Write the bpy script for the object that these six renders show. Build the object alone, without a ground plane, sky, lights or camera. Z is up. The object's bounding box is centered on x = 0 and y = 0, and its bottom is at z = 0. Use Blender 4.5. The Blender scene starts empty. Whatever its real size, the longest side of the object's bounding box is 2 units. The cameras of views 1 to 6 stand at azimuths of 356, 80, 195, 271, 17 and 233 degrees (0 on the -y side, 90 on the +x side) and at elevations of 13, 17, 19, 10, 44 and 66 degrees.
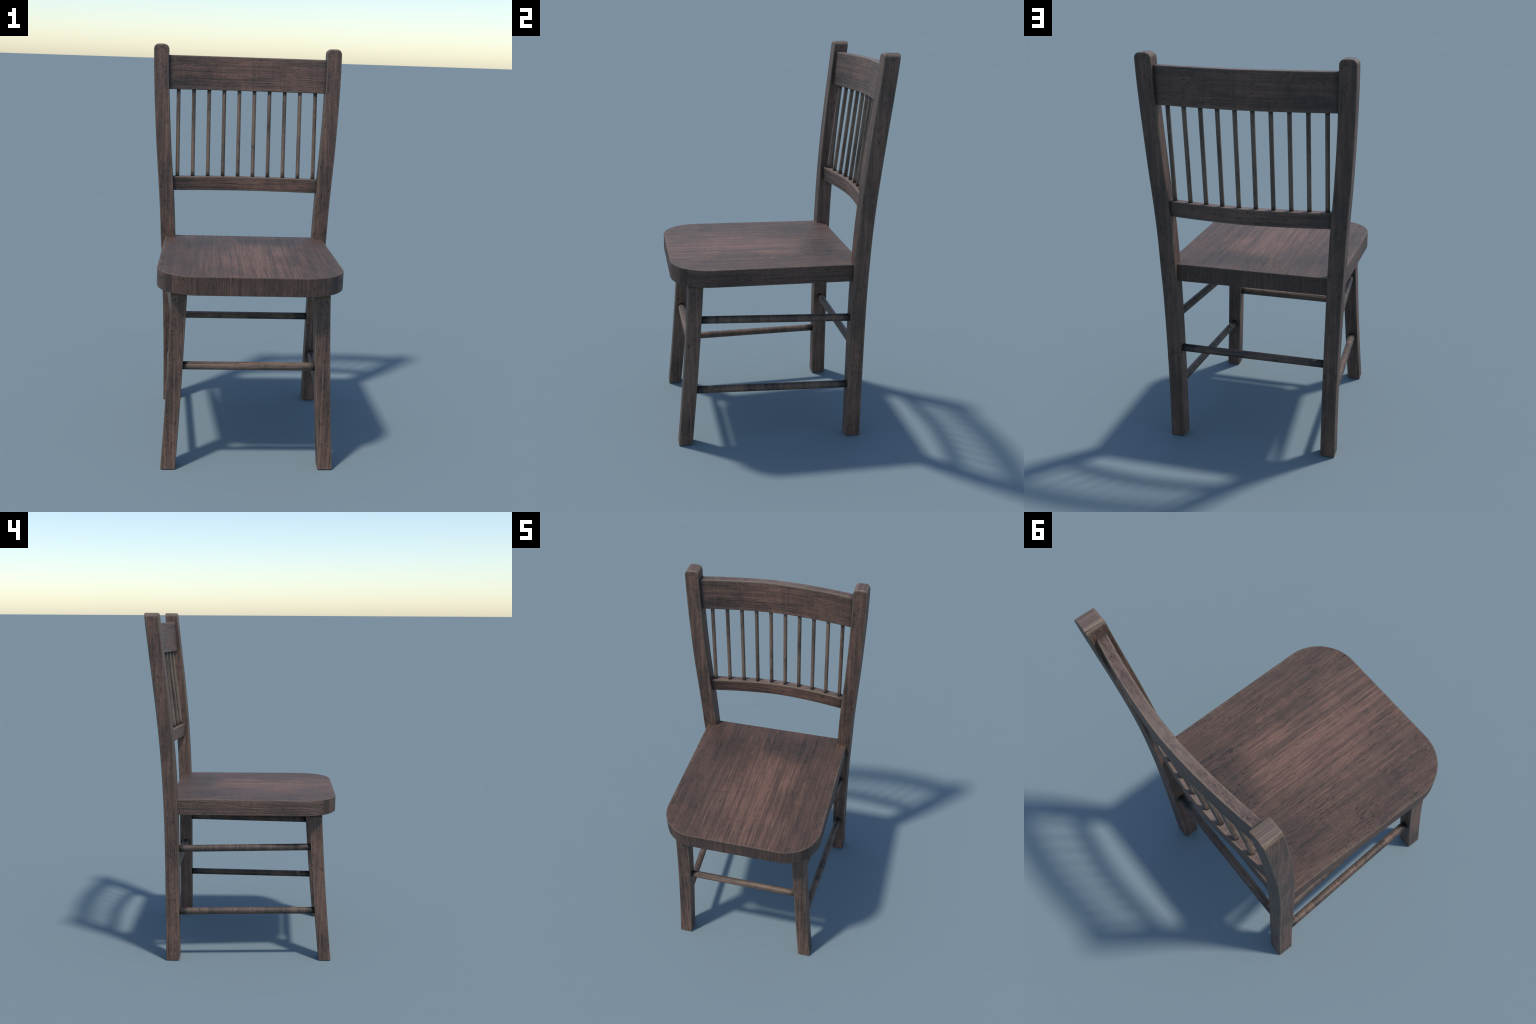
"""An old dark-stained wooden chair: plank seat, curved back posts, curved rails,
ten back spindles, splayed front legs and six round stretchers."""
import bpy
import math
from mathutils import Vector, Matrix

# ------------------------------------------------------------------ dimensions
SEAT_TOP, SEAT_BOTTOM = 0.960, 0.870
SEAT_FRONT, SEAT_BACK = -0.5455, 0.4125
SEAT_CORNER = 0.197
STRETCHER_R = 0.0196
SPINDLE_R = 0.0107
SPINDLE_X = [0.0417 + 0.0836 * i for i in range(5)]

# back post profile: height, outer x, inner x, front y
POST = [
    (0.00, 0.4400, 0.3670, 0.3590),
    (0.30, 0.4415, 0.3690, 0.3578),
    (0.60, 0.4480, 0.3740, 0.3573),
    (0.80, 0.4550, 0.3788, 0.3580),
    (0.95, 0.4622, 0.3830, 0.3612),
    (1.10, 0.4684, 0.3887, 0.3664),
    (1.20, 0.4740, 0.3942, 0.3716),
    (1.30, 0.4807, 0.4014, 0.3780),
    (1.40, 0.4880, 0.4090, 0.3860),
    (1.50, 0.4940, 0.4150, 0.3950),
    (1.60, 0.4992, 0.4205, 0.4047),
    (1.75, 0.5058, 0.4264, 0.4206),
    (1.90, 0.5102, 0.4302, 0.4366),
    (2.00, 0.5106, 0.4306, 0.4462),
]
POST_DEPTH = 0.0777


def hermite(table, t):
    """Smooth (cubic Hermite) reading of a table whose first column is t."""
    n = len(table)

    def slope(i, k):
        a, b = max(i - 1, 0), min(i + 1, n - 1)
        return (table[b][k] - table[a][k]) / (table[b][0] - table[a][0])

    i = 0
    while i < n - 2 and t > table[i + 1][0]:
        i += 1
    h = table[i + 1][0] - table[i][0]
    s = (t - table[i][0]) / h
    out = []
    for k in range(1, len(table[0])):
        p0, p1 = table[i][k], table[i + 1][k]
        m0, m1 = slope(i, k) * h, slope(i + 1, k) * h
        out.append((2 * s**3 - 3 * s**2 + 1) * p0 + (s**3 - 2 * s**2 + s) * m0
                   + (-2 * s**3 + 3 * s**2) * p1 + (s**3 - s**2) * m1)
    return out


# ------------------------------------------------------------------ mesh helpers
def loft(name, rings, caps=True):
    """Closed rings of equal length joined by quads, capped at both ends."""
    n = len(rings[0])
    verts = [v for r in rings for v in r]
    faces = []
    for a in range(len(rings) - 1):
        for b in range(n):
            c = (b + 1) % n
            faces.append((a * n + b, a * n + c, (a + 1) * n + c, (a + 1) * n + b))
    if caps:
        faces.append(tuple(reversed(range(n))))
        faces.append(tuple((len(rings) - 1) * n + b for b in range(n)))
    mesh = bpy.data.meshes.new(name)
    mesh.from_pydata([tuple(v) for v in verts], [], faces)
    mesh.update()
    import bmesh
    bm = bmesh.new()
    bm.from_mesh(mesh)
    bmesh.ops.recalc_face_normals(bm, faces=bm.faces)
    bm.to_mesh(mesh)
    bm.free()
    for p in mesh.polygons:
        p.use_smooth = True
    return mesh


def rounded_rect(hw, hd, r, seg=4):
    """2-D rounded rectangle, counter-clockwise."""
    r = min(r, hw * 0.98, hd * 0.98)
    pts = []
    for cx, cy, a0 in ((hw - r, hd - r, 0), (-hw + r, hd - r, 90),
                       (-hw + r, -hd + r, 180), (hw - r, -hd + r, 270)):
        for i in range(seg + 1):
            a = math.radians(a0 + 90 * i / seg)
            pts.append((cx + r * math.cos(a), cy + r * math.sin(a)))
    return pts


chair = bpy.data.objects.new("wooden_chair", None)
chair.empty_display_size = 0.3
bpy.context.scene.collection.objects.link(chair)
chair["label"] = "old dark reddish-brown wooden chair with spindle back and plank seat"
chair["category"] = "wooden chair"


def add(name, mesh, material, weighted=True):
    ob = bpy.data.objects.new(name, mesh)
    bpy.context.scene.collection.objects.link(ob)
    ob.parent = chair
    if material is not None and not mesh.materials:
        mesh.materials.append(material)
    if weighted:
        m = ob.modifiers.new("weighted_normals", "WEIGHTED_NORMAL")
        m.weight = 100
        m.keep_sharp = True
    return ob


# ------------------------------------------------------------------ materials
class Graph:
    def __init__(self, name):
        self.mat = bpy.data.materials.new(name)
        self.mat.use_nodes = True
        self.t = self.mat.node_tree
        self.bsdf = self.t.nodes["Principled BSDF"]

    def new(self, kind, **props):
        n = self.t.nodes.new(kind)
        for k, v in props.items():
            setattr(n, k, v)
        return n

    def put(self, sock, v):
        if hasattr(v, "is_linked") or isinstance(v, bpy.types.NodeSocket):
            self.t.links.new(v, sock)
        else:
            sock.default_value = v

    def math(self, op, a, b=0.0, c=None, clamp=False):
        n = self.new("ShaderNodeMath", operation=op, use_clamp=clamp)
        self.put(n.inputs[0], a)
        self.put(n.inputs[1], b)
        if c is not None:
            self.put(n.inputs[2], c)
        return n.outputs[0]

    def step(self, v, lo, hi, out0=0.0, out1=1.0):
        n = self.new("ShaderNodeMapRange", interpolation_type="SMOOTHSTEP")
        self.put(n.inputs[0], v)
        for i, x in enumerate((lo, hi, out0, out1)):
            n.inputs[i + 1].default_value = x
        return n.outputs[0]

    def mixf(self, f, a, b):
        n = self.new("ShaderNodeMix", data_type="FLOAT")
        self.put(n.inputs[0], f)
        self.put(n.inputs[2], a)
        self.put(n.inputs[3], b)
        return n.outputs[0]

    def mixc(self, f, a, b, blend="MIX"):
        n = self.new("ShaderNodeMix", data_type="RGBA", blend_type=blend)
        n.clamp_factor = True
        self.put(n.inputs[0], f)
        for s, v in ((n.inputs[6], a), (n.inputs[7], b)):
            self.put(s, (*v, 1.0) if isinstance(v, tuple) and len(v) == 3 else v)
        return n.outputs[2]

    def vec(self, x, y, z):
        n = self.new("ShaderNodeCombineXYZ")
        for s, v in zip(n.inputs, (x, y, z)):
            self.put(s, v)
        return n.outputs[0]

    def sep(self, v):
        n = self.new("ShaderNodeSeparateXYZ")
        self.put(n.inputs[0], v)
        return n.outputs

    def noise(self, v, scale=1.0, detail=4.0, rough=0.55, distortion=0.0):
        n = self.new("ShaderNodeTexNoise")
        self.put(n.inputs["Vector"], v)
        n.inputs["Scale"].default_value = scale
        n.inputs["Detail"].default_value = detail
        n.inputs["Roughness"].default_value = rough
        n.inputs["Distortion"].default_value = distortion
        return n.outputs["Fac"]


# stain, worn and bare-wood colours (linear)
DARK = (0.0250, 0.0172, 0.0132)
BROWN = (0.093, 0.0505, 0.0350)
RED = (0.210, 0.106, 0.072)
GREY = (0.060, 0.043, 0.033)
TAN = (0.212, 0.150, 0.100)


def wood(name, grain, seed, light=0.0, tan=0.0, wear=1.0, warm=None, tops=0.0, ring=None,
         plaid=0.0, dusty=0.0, coarse=1.0, vary=False, wobble=0.016, ends=None, wear_r=0.017, relief=0.003, cross=0.0, broken=1.0, contrast=1.25, grime=0.45, wavy=0.0055, patches=0.34):
    """Aged stained wood. `grain` is the object axis the fibres follow; on the
    faces across that axis the end grain is drawn as streaks along z."""
    g = Graph(name)
    tc = g.new("ShaderNodeTexCoord")
    x, y, z = g.sep(tc.outputs["Object"])
    nx, ny, nz = g.sep(tc.outputs["Normal"])
    anx, any_, anz = (g.math("ABSOLUTE", s) for s in (nx, ny, nz))
    off = seed * 3.71
    if vary:
        info = g.new("ShaderNodeObjectInfo")
        off = g.math("MULTIPLY_ADD", info.outputs["Random"], 37.0, off)
    if grain == "y":        # seat plank
        fx = g.step(anx, 0.60, 0.80)
        fy = g.step(any_, 0.62, 0.78)
        across, along = g.mixf(fx, x, z), g.mixf(fy, y, z)
        depth = g.mixf(fy, 0.0, 0.37)
        along = g.mixf(fy, along, g.math("MULTIPLY", along, 0.55))
    elif grain == "x":      # rails, front and back stretchers
        fz = g.step(anz, 0.55, 0.80)
        across, along, depth = g.mixf(fz, z, y), x, g.mixf(fz, 0.0, 0.71)
    elif grain == "z":      # posts, legs, spindles
        fx = g.step(anx, 0.60, 0.80)
        across, along, depth = g.mixf(fx, x, y), z, g.mixf(fx, 0.0, 0.53)
    else:                   # stretchers whose figure runs round the rod
        across, along, depth = x, g.math("ADD", y, z), 0.0
    depth = g.math("ADD", depth, off)

    # fibres wander a little
    wander = g.noise(g.vec(g.math("MULTIPLY", across, 7.0), g.math("MULTIPLY", along, 2.6), depth), 1.0, 2.0)
    wander2 = g.noise(g.vec(g.math("MULTIPLY", across, 22.0), g.math("MULTIPLY", along, 11.0), depth), 1.0, 2.0)
    a = g.math("MULTIPLY_ADD", wander, wobble, across)
    a = g.math("MULTIPLY_ADD", wander2, wavy, a)

    def streak(ka, kl, detail=3.0, rough=0.6, shift=0.0):
        return g.noise(g.vec(g.math("MULTIPLY", a, ka * coarse), g.math("MULTIPLY", along, kl),
                             g.math("ADD", depth, shift)), 1.0, detail, rough)

    band = streak(62, 1.5 * broken, 3.0, 0.62, 0.0)        # annual rings
    fine = streak(210, 5.0 * broken, 3.0, 0.65, 5.3)       # fibres
    patch = g.noise(g.vec(g.math("MULTIPLY", across, 7.0), g.math("MULTIPLY", along, 4.0), depth), 1.0, 4.0, 0.6)
    mott = g.noise(g.vec(g.math("MULTIPLY", across, 80.0), g.math("MULTIPLY", along, 34.0), depth), 1.0, 5.0, 0.72)

    tone = g.math("MULTIPLY_ADD", g.step(band, 0.34, 0.66), 0.36, g.math("MULTIPLY", g.step(fine, 0.30, 0.70), 0.34))
    tone = g.math("MULTIPLY_ADD", g.math("SUBTRACT", g.step(patch, 0.32, 0.66), 0.5), patches, tone)
    tone = g.math("MULTIPLY_ADD", g.math("SUBTRACT", mott, 0.5), 0.62, tone)
    tone = g.math("ADD", tone, light + 0.16)
    spots = g.noise(g.vec(g.math("MULTIPLY", across, 48.0), g.math("MULTIPLY", along, 20.0),
                          g.math("ADD", depth, 7.0)), 1.0, 4.0, 0.7)
    tone = g.math("MULTIPLY_ADD", g.step(spots, 0.55, 0.68), -0.26, tone)
    if cross:               # figure across the fibres
        fig = g.noise(g.vec(g.math("MULTIPLY", along, 90.0), g.math("MULTIPLY", across, 9.0),
                            g.math("ADD", depth, 2.0)), 1.0, 3.0, 0.6)
        where = g.noise(g.vec(g.math("MULTIPLY", across, 6.0), g.math("MULTIPLY", along, 6.0),
                              g.math("ADD", depth, 6.0)), 1.0, 2.0)
        tone = g.math("MULTIPLY_ADD", g.math("MULTIPLY", g.math("SUBTRACT", fig, 0.5), g.step(where, 0.42, 0.6)), cross * 2.0, tone)
    if plaid:               # faint saw marks across the rail
        saw = g.noise(g.vec(g.math("MULTIPLY", along, 75.0), g.math("MULTIPLY", across, 4.0), depth), 1.0, 2.0)
        mid = g.step(g.math("ABSOLUTE", g.math("SUBTRACT", x, 0.06)), 0.30, 0.05)
        tone = g.math("MULTIPLY_ADD", g.math("MULTIPLY", g.math("SUBTRACT", saw, 0.5), mid), plaid, tone)
        tone = g.math("MULTIPLY_ADD", g.step(g.math("ABSOLUTE", x), 0.22, 0.42), -0.16, tone)
        tone = g.math("MULTIPLY_ADD", mid, 0.10, tone)
    worn = None
    if warm:                # the place where people sat: stain worn to red wood
        n1 = g.noise(g.vec(g.math("MULTIPLY", across, 5.0), g.math("MULTIPLY", along, 3.0), 4.4), 1.0, 3.0)
        wx = g.math("MULTIPLY_ADD", n1, 0.20, g.math("SUBTRACT", x, 0.155))
        wx = g.math("MULTIPLY_ADD", y, 0.03, wx)
        front = g.step(y, 0.26, 0.10)
        core = g.math("MULTIPLY", g.step(g.math("ABSOLUTE", wx), 0.36, 0.03), front)
        worn = g.math("MULTIPLY", core, g.step(nz, 0.3, 0.9))
        tone = g.math("MULTIPLY_ADD", worn, 0.33, tone)
        tone = g.math("MULTIPLY_ADD", g.math("MULTIPLY", worn, g.math("SUBTRACT", band, 0.5)), 0.8, tone)
        # soft dark hollow behind the middle and another at the right
        for cx, cy, rx, ry, k in ((0.16, 0.26, 0.24, 0.14, 0.24), (0.21, -0.20, 0.10, 0.16, 0.20),
                                  (-0.22, 0.20, 0.17, 0.24, 0.10)):
            dx = g.math("DIVIDE", g.math("SUBTRACT", x, cx), rx)
            dy = g.math("DIVIDE", g.math("SUBTRACT", y, cy), ry)
            d = g.math("ADD", g.math("MULTIPLY", dx, dx), g.math("MULTIPLY", dy, dy))
            d = g.math("MULTIPLY_ADD", g.math("SUBTRACT", n1, 0.5), 1.2, d)
            tone = g.math("MULTIPLY_ADD", g.step(d, 1.2, 0.0), -k, tone)

    tone = g.math("MULTIPLY_ADD", g.math("SUBTRACT", tone, 0.45), contrast, 0.45)
    col = g.mixc(g.step(tone, 0.02, 0.60), DARK, BROWN)
    col = g.mixc(g.step(tone, 0.50, 1.15), col, RED)
    # greyed stain where the varnish survived
    greyed = g.noise(g.vec(g.math("MULTIPLY", across, 11.0), g.math("MULTIPLY", along, 6.0),
                           g.math("ADD", depth, 9.0)), 1.0, 4.0, 0.6)
    gm = g.math("MULTIPLY", g.step(greyed, 0.48, 0.68), grime)
    if worn is not None:
        gm = g.math("MULTIPLY", gm, g.math("SUBTRACT", 1.0, worn))
    col = g.mixc(gm, col, g.mixc(g.step(tone, 0.1, 0.9), DARK, GREY))
    if tan:
        col = g.mixc(tan, col, g.mixc(g.step(tone, 0.05, 0.95), (0.048, 0.034, 0.025), (0.205, 0.142, 0.096)))

    # end grain and bare edges
    edge = None
    if wear:
        bev = g.new("ShaderNodeBevel", samples=8)
        bev.inputs["Radius"].default_value = wear_r
        bx, by, bz = (g.math("ABSOLUTE", c) for c in g.sep(bev.outputs[0]))
        if grain == "z":    # square stock: every face lies near an axis
            flat = g.math("MAXIMUM", g.math("MAXIMUM", bx, by), bz)
        else:               # bent or round-cornered plank: flat or upright
            flat = g.math("MAXIMUM", g.math("SQRT", g.math("MULTIPLY_ADD", bx, bx, g.math("MULTIPLY", by, by))), bz)
        bend = g.math("SUBTRACT", 1.0, flat)
        bend = g.math("MULTIPLY_ADD", g.math("SUBTRACT", mott, 0.5), 0.16, bend)
        edge = g.math("MULTIPLY", g.step(bend, 0.018, 0.17), 0.92 * wear)
        edge = g.math("MULTIPLY", edge, g.step(patch, 0.25, 0.50, 0.5, 1.0))
        col = g.mixc(edge, col, g.mixc(g.step(fine, 0.3, 0.7), (0.120, 0.088, 0.060), TAN))
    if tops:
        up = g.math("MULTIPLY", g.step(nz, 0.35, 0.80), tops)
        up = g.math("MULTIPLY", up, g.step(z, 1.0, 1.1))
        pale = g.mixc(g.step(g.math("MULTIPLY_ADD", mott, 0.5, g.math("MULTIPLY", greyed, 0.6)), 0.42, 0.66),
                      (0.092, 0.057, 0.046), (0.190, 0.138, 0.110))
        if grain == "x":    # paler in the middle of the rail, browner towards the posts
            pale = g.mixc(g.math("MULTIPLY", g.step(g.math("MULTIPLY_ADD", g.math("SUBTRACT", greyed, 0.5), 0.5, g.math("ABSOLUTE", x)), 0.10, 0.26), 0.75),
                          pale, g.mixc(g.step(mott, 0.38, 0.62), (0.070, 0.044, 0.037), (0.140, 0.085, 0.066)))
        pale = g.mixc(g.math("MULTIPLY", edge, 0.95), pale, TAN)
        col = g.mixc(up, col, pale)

    # pores, nicks and small dark scars
    pore = streak(130, 45, 2.0, 0.7, 13.0)
    gate = g.noise(g.vec(g.math("MULTIPLY", across, 9.0), g.math("MULTIPLY", along, 9.0), g.math("ADD", depth, 3.0)), 1.0, 3.0)
    scar = g.math("MULTIPLY", g.step(pore, 0.60, 0.70), g.step(gate, 0.44, 0.58))
    if worn is not None:    # fewer of them where the seat is rubbed smooth
        scar = g.math("MULTIPLY", scar, g.math("MULTIPLY_ADD", worn, -0.8, 1.0))
        # long sides chafed in short bars across the plank
        bars = g.noise(g.vec(g.math("MULTIPLY", across, 14.0), g.math("MULTIPLY", along, 85.0), 3.3), 1.0, 3.0, 0.6)
        chafe = g.math("MULTIPLY", g.step(g.math("ABSOLUTE", x), 0.408, 0.440), g.step(bars, 0.44, 0.60))
        chafe = g.math("MULTIPLY", chafe, g.step(nz, 0.3, 0.8))
        col = g.mixc(g.math("MULTIPLY", chafe, g.step(patch, 0.38, 0.62, 0.10, 0.45)), col, TAN)
    col = g.mixc(g.math("MULTIPLY", scar, 0.75), col, (0.014, 0.0125, 0.013))
    if ends:                # contact shadow painted dark where the part enters its joint
        pos = {"x": x, "z": z}[ends[0]]
        far = g.math("MULTIPLY_ADD", g.math("SUBTRACT", mott, 0.5), 0.012, g.math("ABSOLUTE", pos))
        col = g.mixc(g.math("MULTIPLY", g.step(far, ends[1] - 0.028, ends[1] + 0.004), 0.8), col, (0.012, 0.011, 0.011))
    # base colour darker on the faces turned to the back
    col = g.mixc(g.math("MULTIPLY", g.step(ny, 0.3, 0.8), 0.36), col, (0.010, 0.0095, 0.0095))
    if dusty:
        col = g.mixc(g.math("MULTIPLY", g.step(greyed, 0.4, 0.7), dusty), col, (0.13, 0.105, 0.092))

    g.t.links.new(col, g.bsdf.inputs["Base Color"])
    rough = g.math("MULTIPLY_ADD", g.step(fine, 0.3, 0.7), 0.12, 0.48)
    rough = g.math("MULTIPLY_ADD", scar, 0.12, rough)
    g.t.links.new(rough, g.bsdf.inputs["Roughness"])
    g.bsdf.inputs["Specular IOR Level"].default_value = 0.50

    h = g.math("MULTIPLY_ADD", fine, 0.55, g.math("MULTIPLY", band, 0.9))
    h = g.math("MULTIPLY_ADD", mott, 0.95, h)
    h = g.math("MULTIPLY_ADD", scar, -0.9, h)
    bump = g.new("ShaderNodeBump")
    bump.inputs["Strength"].default_value = 0.85
    bump.inputs["Distance"].default_value = relief
    g.t.links.new(h, bump.inputs["Height"])
    g.t.links.new(bump.outputs[0], g.bsdf.inputs["Normal"])
    return g.mat


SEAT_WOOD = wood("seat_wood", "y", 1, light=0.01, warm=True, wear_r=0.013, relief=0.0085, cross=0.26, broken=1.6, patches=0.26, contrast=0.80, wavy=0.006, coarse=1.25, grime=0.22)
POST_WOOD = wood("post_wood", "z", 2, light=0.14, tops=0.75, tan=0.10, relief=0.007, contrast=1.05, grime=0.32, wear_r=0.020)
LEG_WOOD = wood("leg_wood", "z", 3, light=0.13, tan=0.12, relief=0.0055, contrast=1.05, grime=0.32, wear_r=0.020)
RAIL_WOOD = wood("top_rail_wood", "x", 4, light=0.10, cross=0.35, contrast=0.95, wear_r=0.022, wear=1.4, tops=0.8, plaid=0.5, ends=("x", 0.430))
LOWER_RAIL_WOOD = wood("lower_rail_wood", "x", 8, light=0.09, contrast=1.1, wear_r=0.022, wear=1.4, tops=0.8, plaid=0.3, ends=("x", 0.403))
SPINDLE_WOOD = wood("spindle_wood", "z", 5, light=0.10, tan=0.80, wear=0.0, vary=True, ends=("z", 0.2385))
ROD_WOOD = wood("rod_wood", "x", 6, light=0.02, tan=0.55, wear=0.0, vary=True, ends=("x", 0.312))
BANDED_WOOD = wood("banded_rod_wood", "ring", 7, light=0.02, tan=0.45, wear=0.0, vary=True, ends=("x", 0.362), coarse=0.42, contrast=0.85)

# ------------------------------------------------------------------ seat
def half_width(y):
    return 0.4422 - 0.0108 * y


def seat_outline():
    """Plank outline seen from above: tapered sides, generous front corners."""
    r = SEAT_CORNER
    cy = SEAT_FRONT + r
    right = []
    hw = half_width(cy)
    for i in range(25):                       # front right corner
        a = math.radians(-90 + 90 * i / 24)
        right.append((hw - r + r * math.cos(a), cy + r * math.sin(a)))
    for i in range(1, 9):                     # side
        y = cy + (SEAT_BACK - 0.012 - cy) * i / 8
        right.append((half_width(y), y))
    hb = half_width(SEAT_BACK)
    for i in range(1, 5):                     # back corner, hidden in the post
        a = math.radians(90 * i / 4)
        right.append((hb - 0.012 + 0.012 * math.cos(a), SEAT_BACK - 0.012 + 0.012 * math.sin(a)))
    left = [(-px, py) for px, py in reversed(right)]
    return right + left


def inset(pts, d):
    out = []
    n = len(pts)
    for i in range(n):
        p0, p1, p2 = (Vector(pts[(i + k) % n]) for k in (-1, 0, 1))
        e1, e2 = p1 - p0, p2 - p1
        m = Vector((0, 0))
        for e in (e1, e2):
            if e.length > 1e-9:
                m += Vector((-e.y, e.x)).normalized()
        out.append(p1 + m.normalized() * d)
    return out


def seat_mesh():
    base = seat_outline()
    b = 0.0045
    rings = []
    for z0, sgn in ((SEAT_BOTTOM, -1), (SEAT_TOP, 1)):
        order = range(4, -1, -1) if sgn < 0 else range(5)
        for i in order:
            a = math.radians(90 * i / 4)
            d = b * (1 - math.cos(a))
            zz = z0 - sgn * b * (1 - math.sin(a))
            rings.append([(p[0], p[1], zz) for p in inset(base, d)])
    return loft("seat", rings)


add("seat", seat_mesh(), SEAT_WOOD)

# ------------------------------------------------------------------ back posts
def post_mesh():
    rings = []
    top, bottom_b = 2.0, 0.004
    zs = [0.0, 0.0012, 0.0028, bottom_b]
    zs += [0.05 * i for i in range(1, 40)]
    rx, ry = 0.028, 0.008
    zs += [top - rx + rx * math.sin(math.radians(a)) for a in range(0, 91, 6)]
    for z in sorted(set(round(v, 5) for v in zs)):
        xo, xi, yf = hermite(POST, z)
        cx, hw = (xo + xi) / 2, (xo - xi) / 2
        cy, hd = yf + POST_DEPTH / 2, POST_DEPTH / 2
        if z > top - rx:                      # crown rounded sideways
            k = (z - (top - rx)) / rx
            hw -= rx * (1 - math.sqrt(max(0.0, 1 - k * k)))
        if z > top - ry:
            k = (z - (top - ry)) / ry
            hd -= ry * (1 - math.sqrt(max(0.0, 1 - k * k)))
        if z < bottom_b:
            k = 1 - z / bottom_b
            s = bottom_b * (1 - math.sqrt(max(0.0, 1 - k * k)))
            hw -= s
            hd -= s
        rings.append([(cx + px, cy + py, z) for px, py in rounded_rect(hw, hd, 0.0045)])
    return loft("back_post", rings)


# ------------------------------------------------------------------ front legs
def leg_section(z):
    xo = 0.4158 - 0.0669 * z + 0.0228 * z * z
    xi = 0.3437 - 0.0636 * z + 0.0147 * z * z
    yf = -0.5256 + 0.0969 * z - 0.0287 * z * z
    yb = -0.4545 + 0.0990 * z - 0.0253 * z * z
    return xo, xi, yf, yb


def leg_mesh():
    rings = []
    b = 0.004
    zs = [0.0, 0.0012, 0.0028, b] + [0.03 + 0.06 * i for i in range(15)]
    for z in zs:
        xo, xi, yf, yb = leg_section(z)
        hw, hd = (xo - xi) / 2, (yb - yf) / 2
        if z < b:
            k = 1 - z / b
            s = b * (1 - math.sqrt(max(0.0, 1 - k * k)))
            hw -= s
            hd -= s
        rings.append([((xo + xi) / 2 + px, (yf + yb) / 2 + py, z) for px, py in rounded_rect(hw, hd, 0.0045)])
    return loft("front_leg", rings)


for name, mesh, mat in (("back_post", post_mesh(), POST_WOOD), ("front_leg", leg_mesh(), LEG_WOOD)):
    add(name, mesh, mat)
    twin = add(name, mesh, mat)               # mirrored twin shares the mesh
    twin.scale.x = -1.0

# ------------------------------------------------------------------ rails
def sag(x):
    """How far forward of its middle a curved rail lies at x."""
    return 0.0395 * (abs(x) / 0.376) ** 1.7


def rail_mesh(name, half, z0, z1, front_mid0, front_mid1, thick, k):
    """Bent rail: rounded section swept along x; front_mid0/1 = front y at the
    lower / upper edge in the middle."""
    rings = []
    zc, hz = (z0 + z1) / 2, (z1 - z0) / 2
    steps = 56
    for i in range(steps + 1):
        x = -half + 2 * half * i / steps
        ring = []
        for py, pz in rounded_rect(thick / 2, hz, 0.0045):
            t = (pz + hz) / (2 * hz)
            yc = front_mid0 + (front_mid1 - front_mid0) * t + thick / 2 - k * sag(x)
            ring.append((x, yc + py, zc + pz))
        rings.append(ring)
    return loft(name, rings)


add("top_rail", rail_mesh("top_rail", 0.455, 1.7600, 1.9420, 0.4885, 0.5015, 0.0425, 0.92), RAIL_WOOD)
add("lower_rail", rail_mesh("lower_rail", 0.425, 1.2135, 1.2905, 0.4380, 0.4380, 0.0445, 1.0), LOWER_RAIL_WOOD)

# ------------------------------------------------------------------ round parts
def rod_mesh(name, axis, length, r, sides=24, steps=12):
    rings = []
    for i in range(steps + 1):
        s = length * (i / steps - 0.5)
        ring = []
        for j in range(sides):
            a = 2 * math.pi * j / sides
            c, d = r * math.cos(a), r * math.sin(a)
            ring.append({"z": (c, d, s), "x": (s, c, d)}[axis])
        rings.append(ring)
    return loft(name, rings)


def place(ob, p, q, axis):
    p, q = Vector(p), Vector(q)
    ref = Vector((0, 0, 1)) if axis == "z" else Vector((1, 0, 0))
    ob.rotation_mode = "QUATERNION"
    ob.rotation_quaternion = ref.rotation_difference((q - p).normalized())
    ob.location = (p + q) / 2


SPINDLE_LEN = 0.505
spindle = rod_mesh("spindle", "z", SPINDLE_LEN, SPINDLE_R, 20, 10)
for sx in sorted([-v for v in SPINDLE_X] + SPINDLE_X):
    ob = add("spindle", spindle, SPINDLE_WOOD, weighted=False)
    low = Vector((sx, 0.4600 - sag(sx), 1.2850))
    high = Vector((sx, 0.5095 - 0.92 * sag(sx), 1.7650))
    mid, d = (low + high) / 2, (high - low).normalized()
    place(ob, mid - d * SPINDLE_LEN / 2, mid + d * SPINDLE_LEN / 2, "z")

FRONT_Z, LOW_Z, HIGH_Z = 0.500, 0.289, 0.667


def leg_center(z):
    xo, xi, yf, yb = leg_section(z)
    return (xo + xi) / 2, (yf + yb) / 2


def post_center(z):
    xo, xi, yf = hermite(POST, z)
    return (xo + xi) / 2, yf + POST_DEPTH / 2


lx, ly = leg_center(FRONT_Z)
px, py = post_center(FRONT_Z)
for hx, yy in ((lx, ly), (px, py)):
    m = rod_mesh("stretcher", "x", 2 * (hx - 0.012), STRETCHER_R)
    ob = add("stretcher", m, ROD_WOOD, weighted=False)
    place(ob, (-hx + 0.012, yy, FRONT_Z), (hx - 0.012, yy, FRONT_Z), "x")

for z in (LOW_Z, HIGH_Z):
    (ax, ay), (bx, by) = leg_center(z), post_center(z)
    span = Vector((bx - ax, by - ay, 0))
    m = rod_mesh("stretcher", "x", span.length - 0.024, STRETCHER_R)
    for s in (1, -1):
        ob = add("stretcher", m, BANDED_WOOD, weighted=False)
        place(ob, (s * ax, ay, z), (s * bx, by, z), "x")
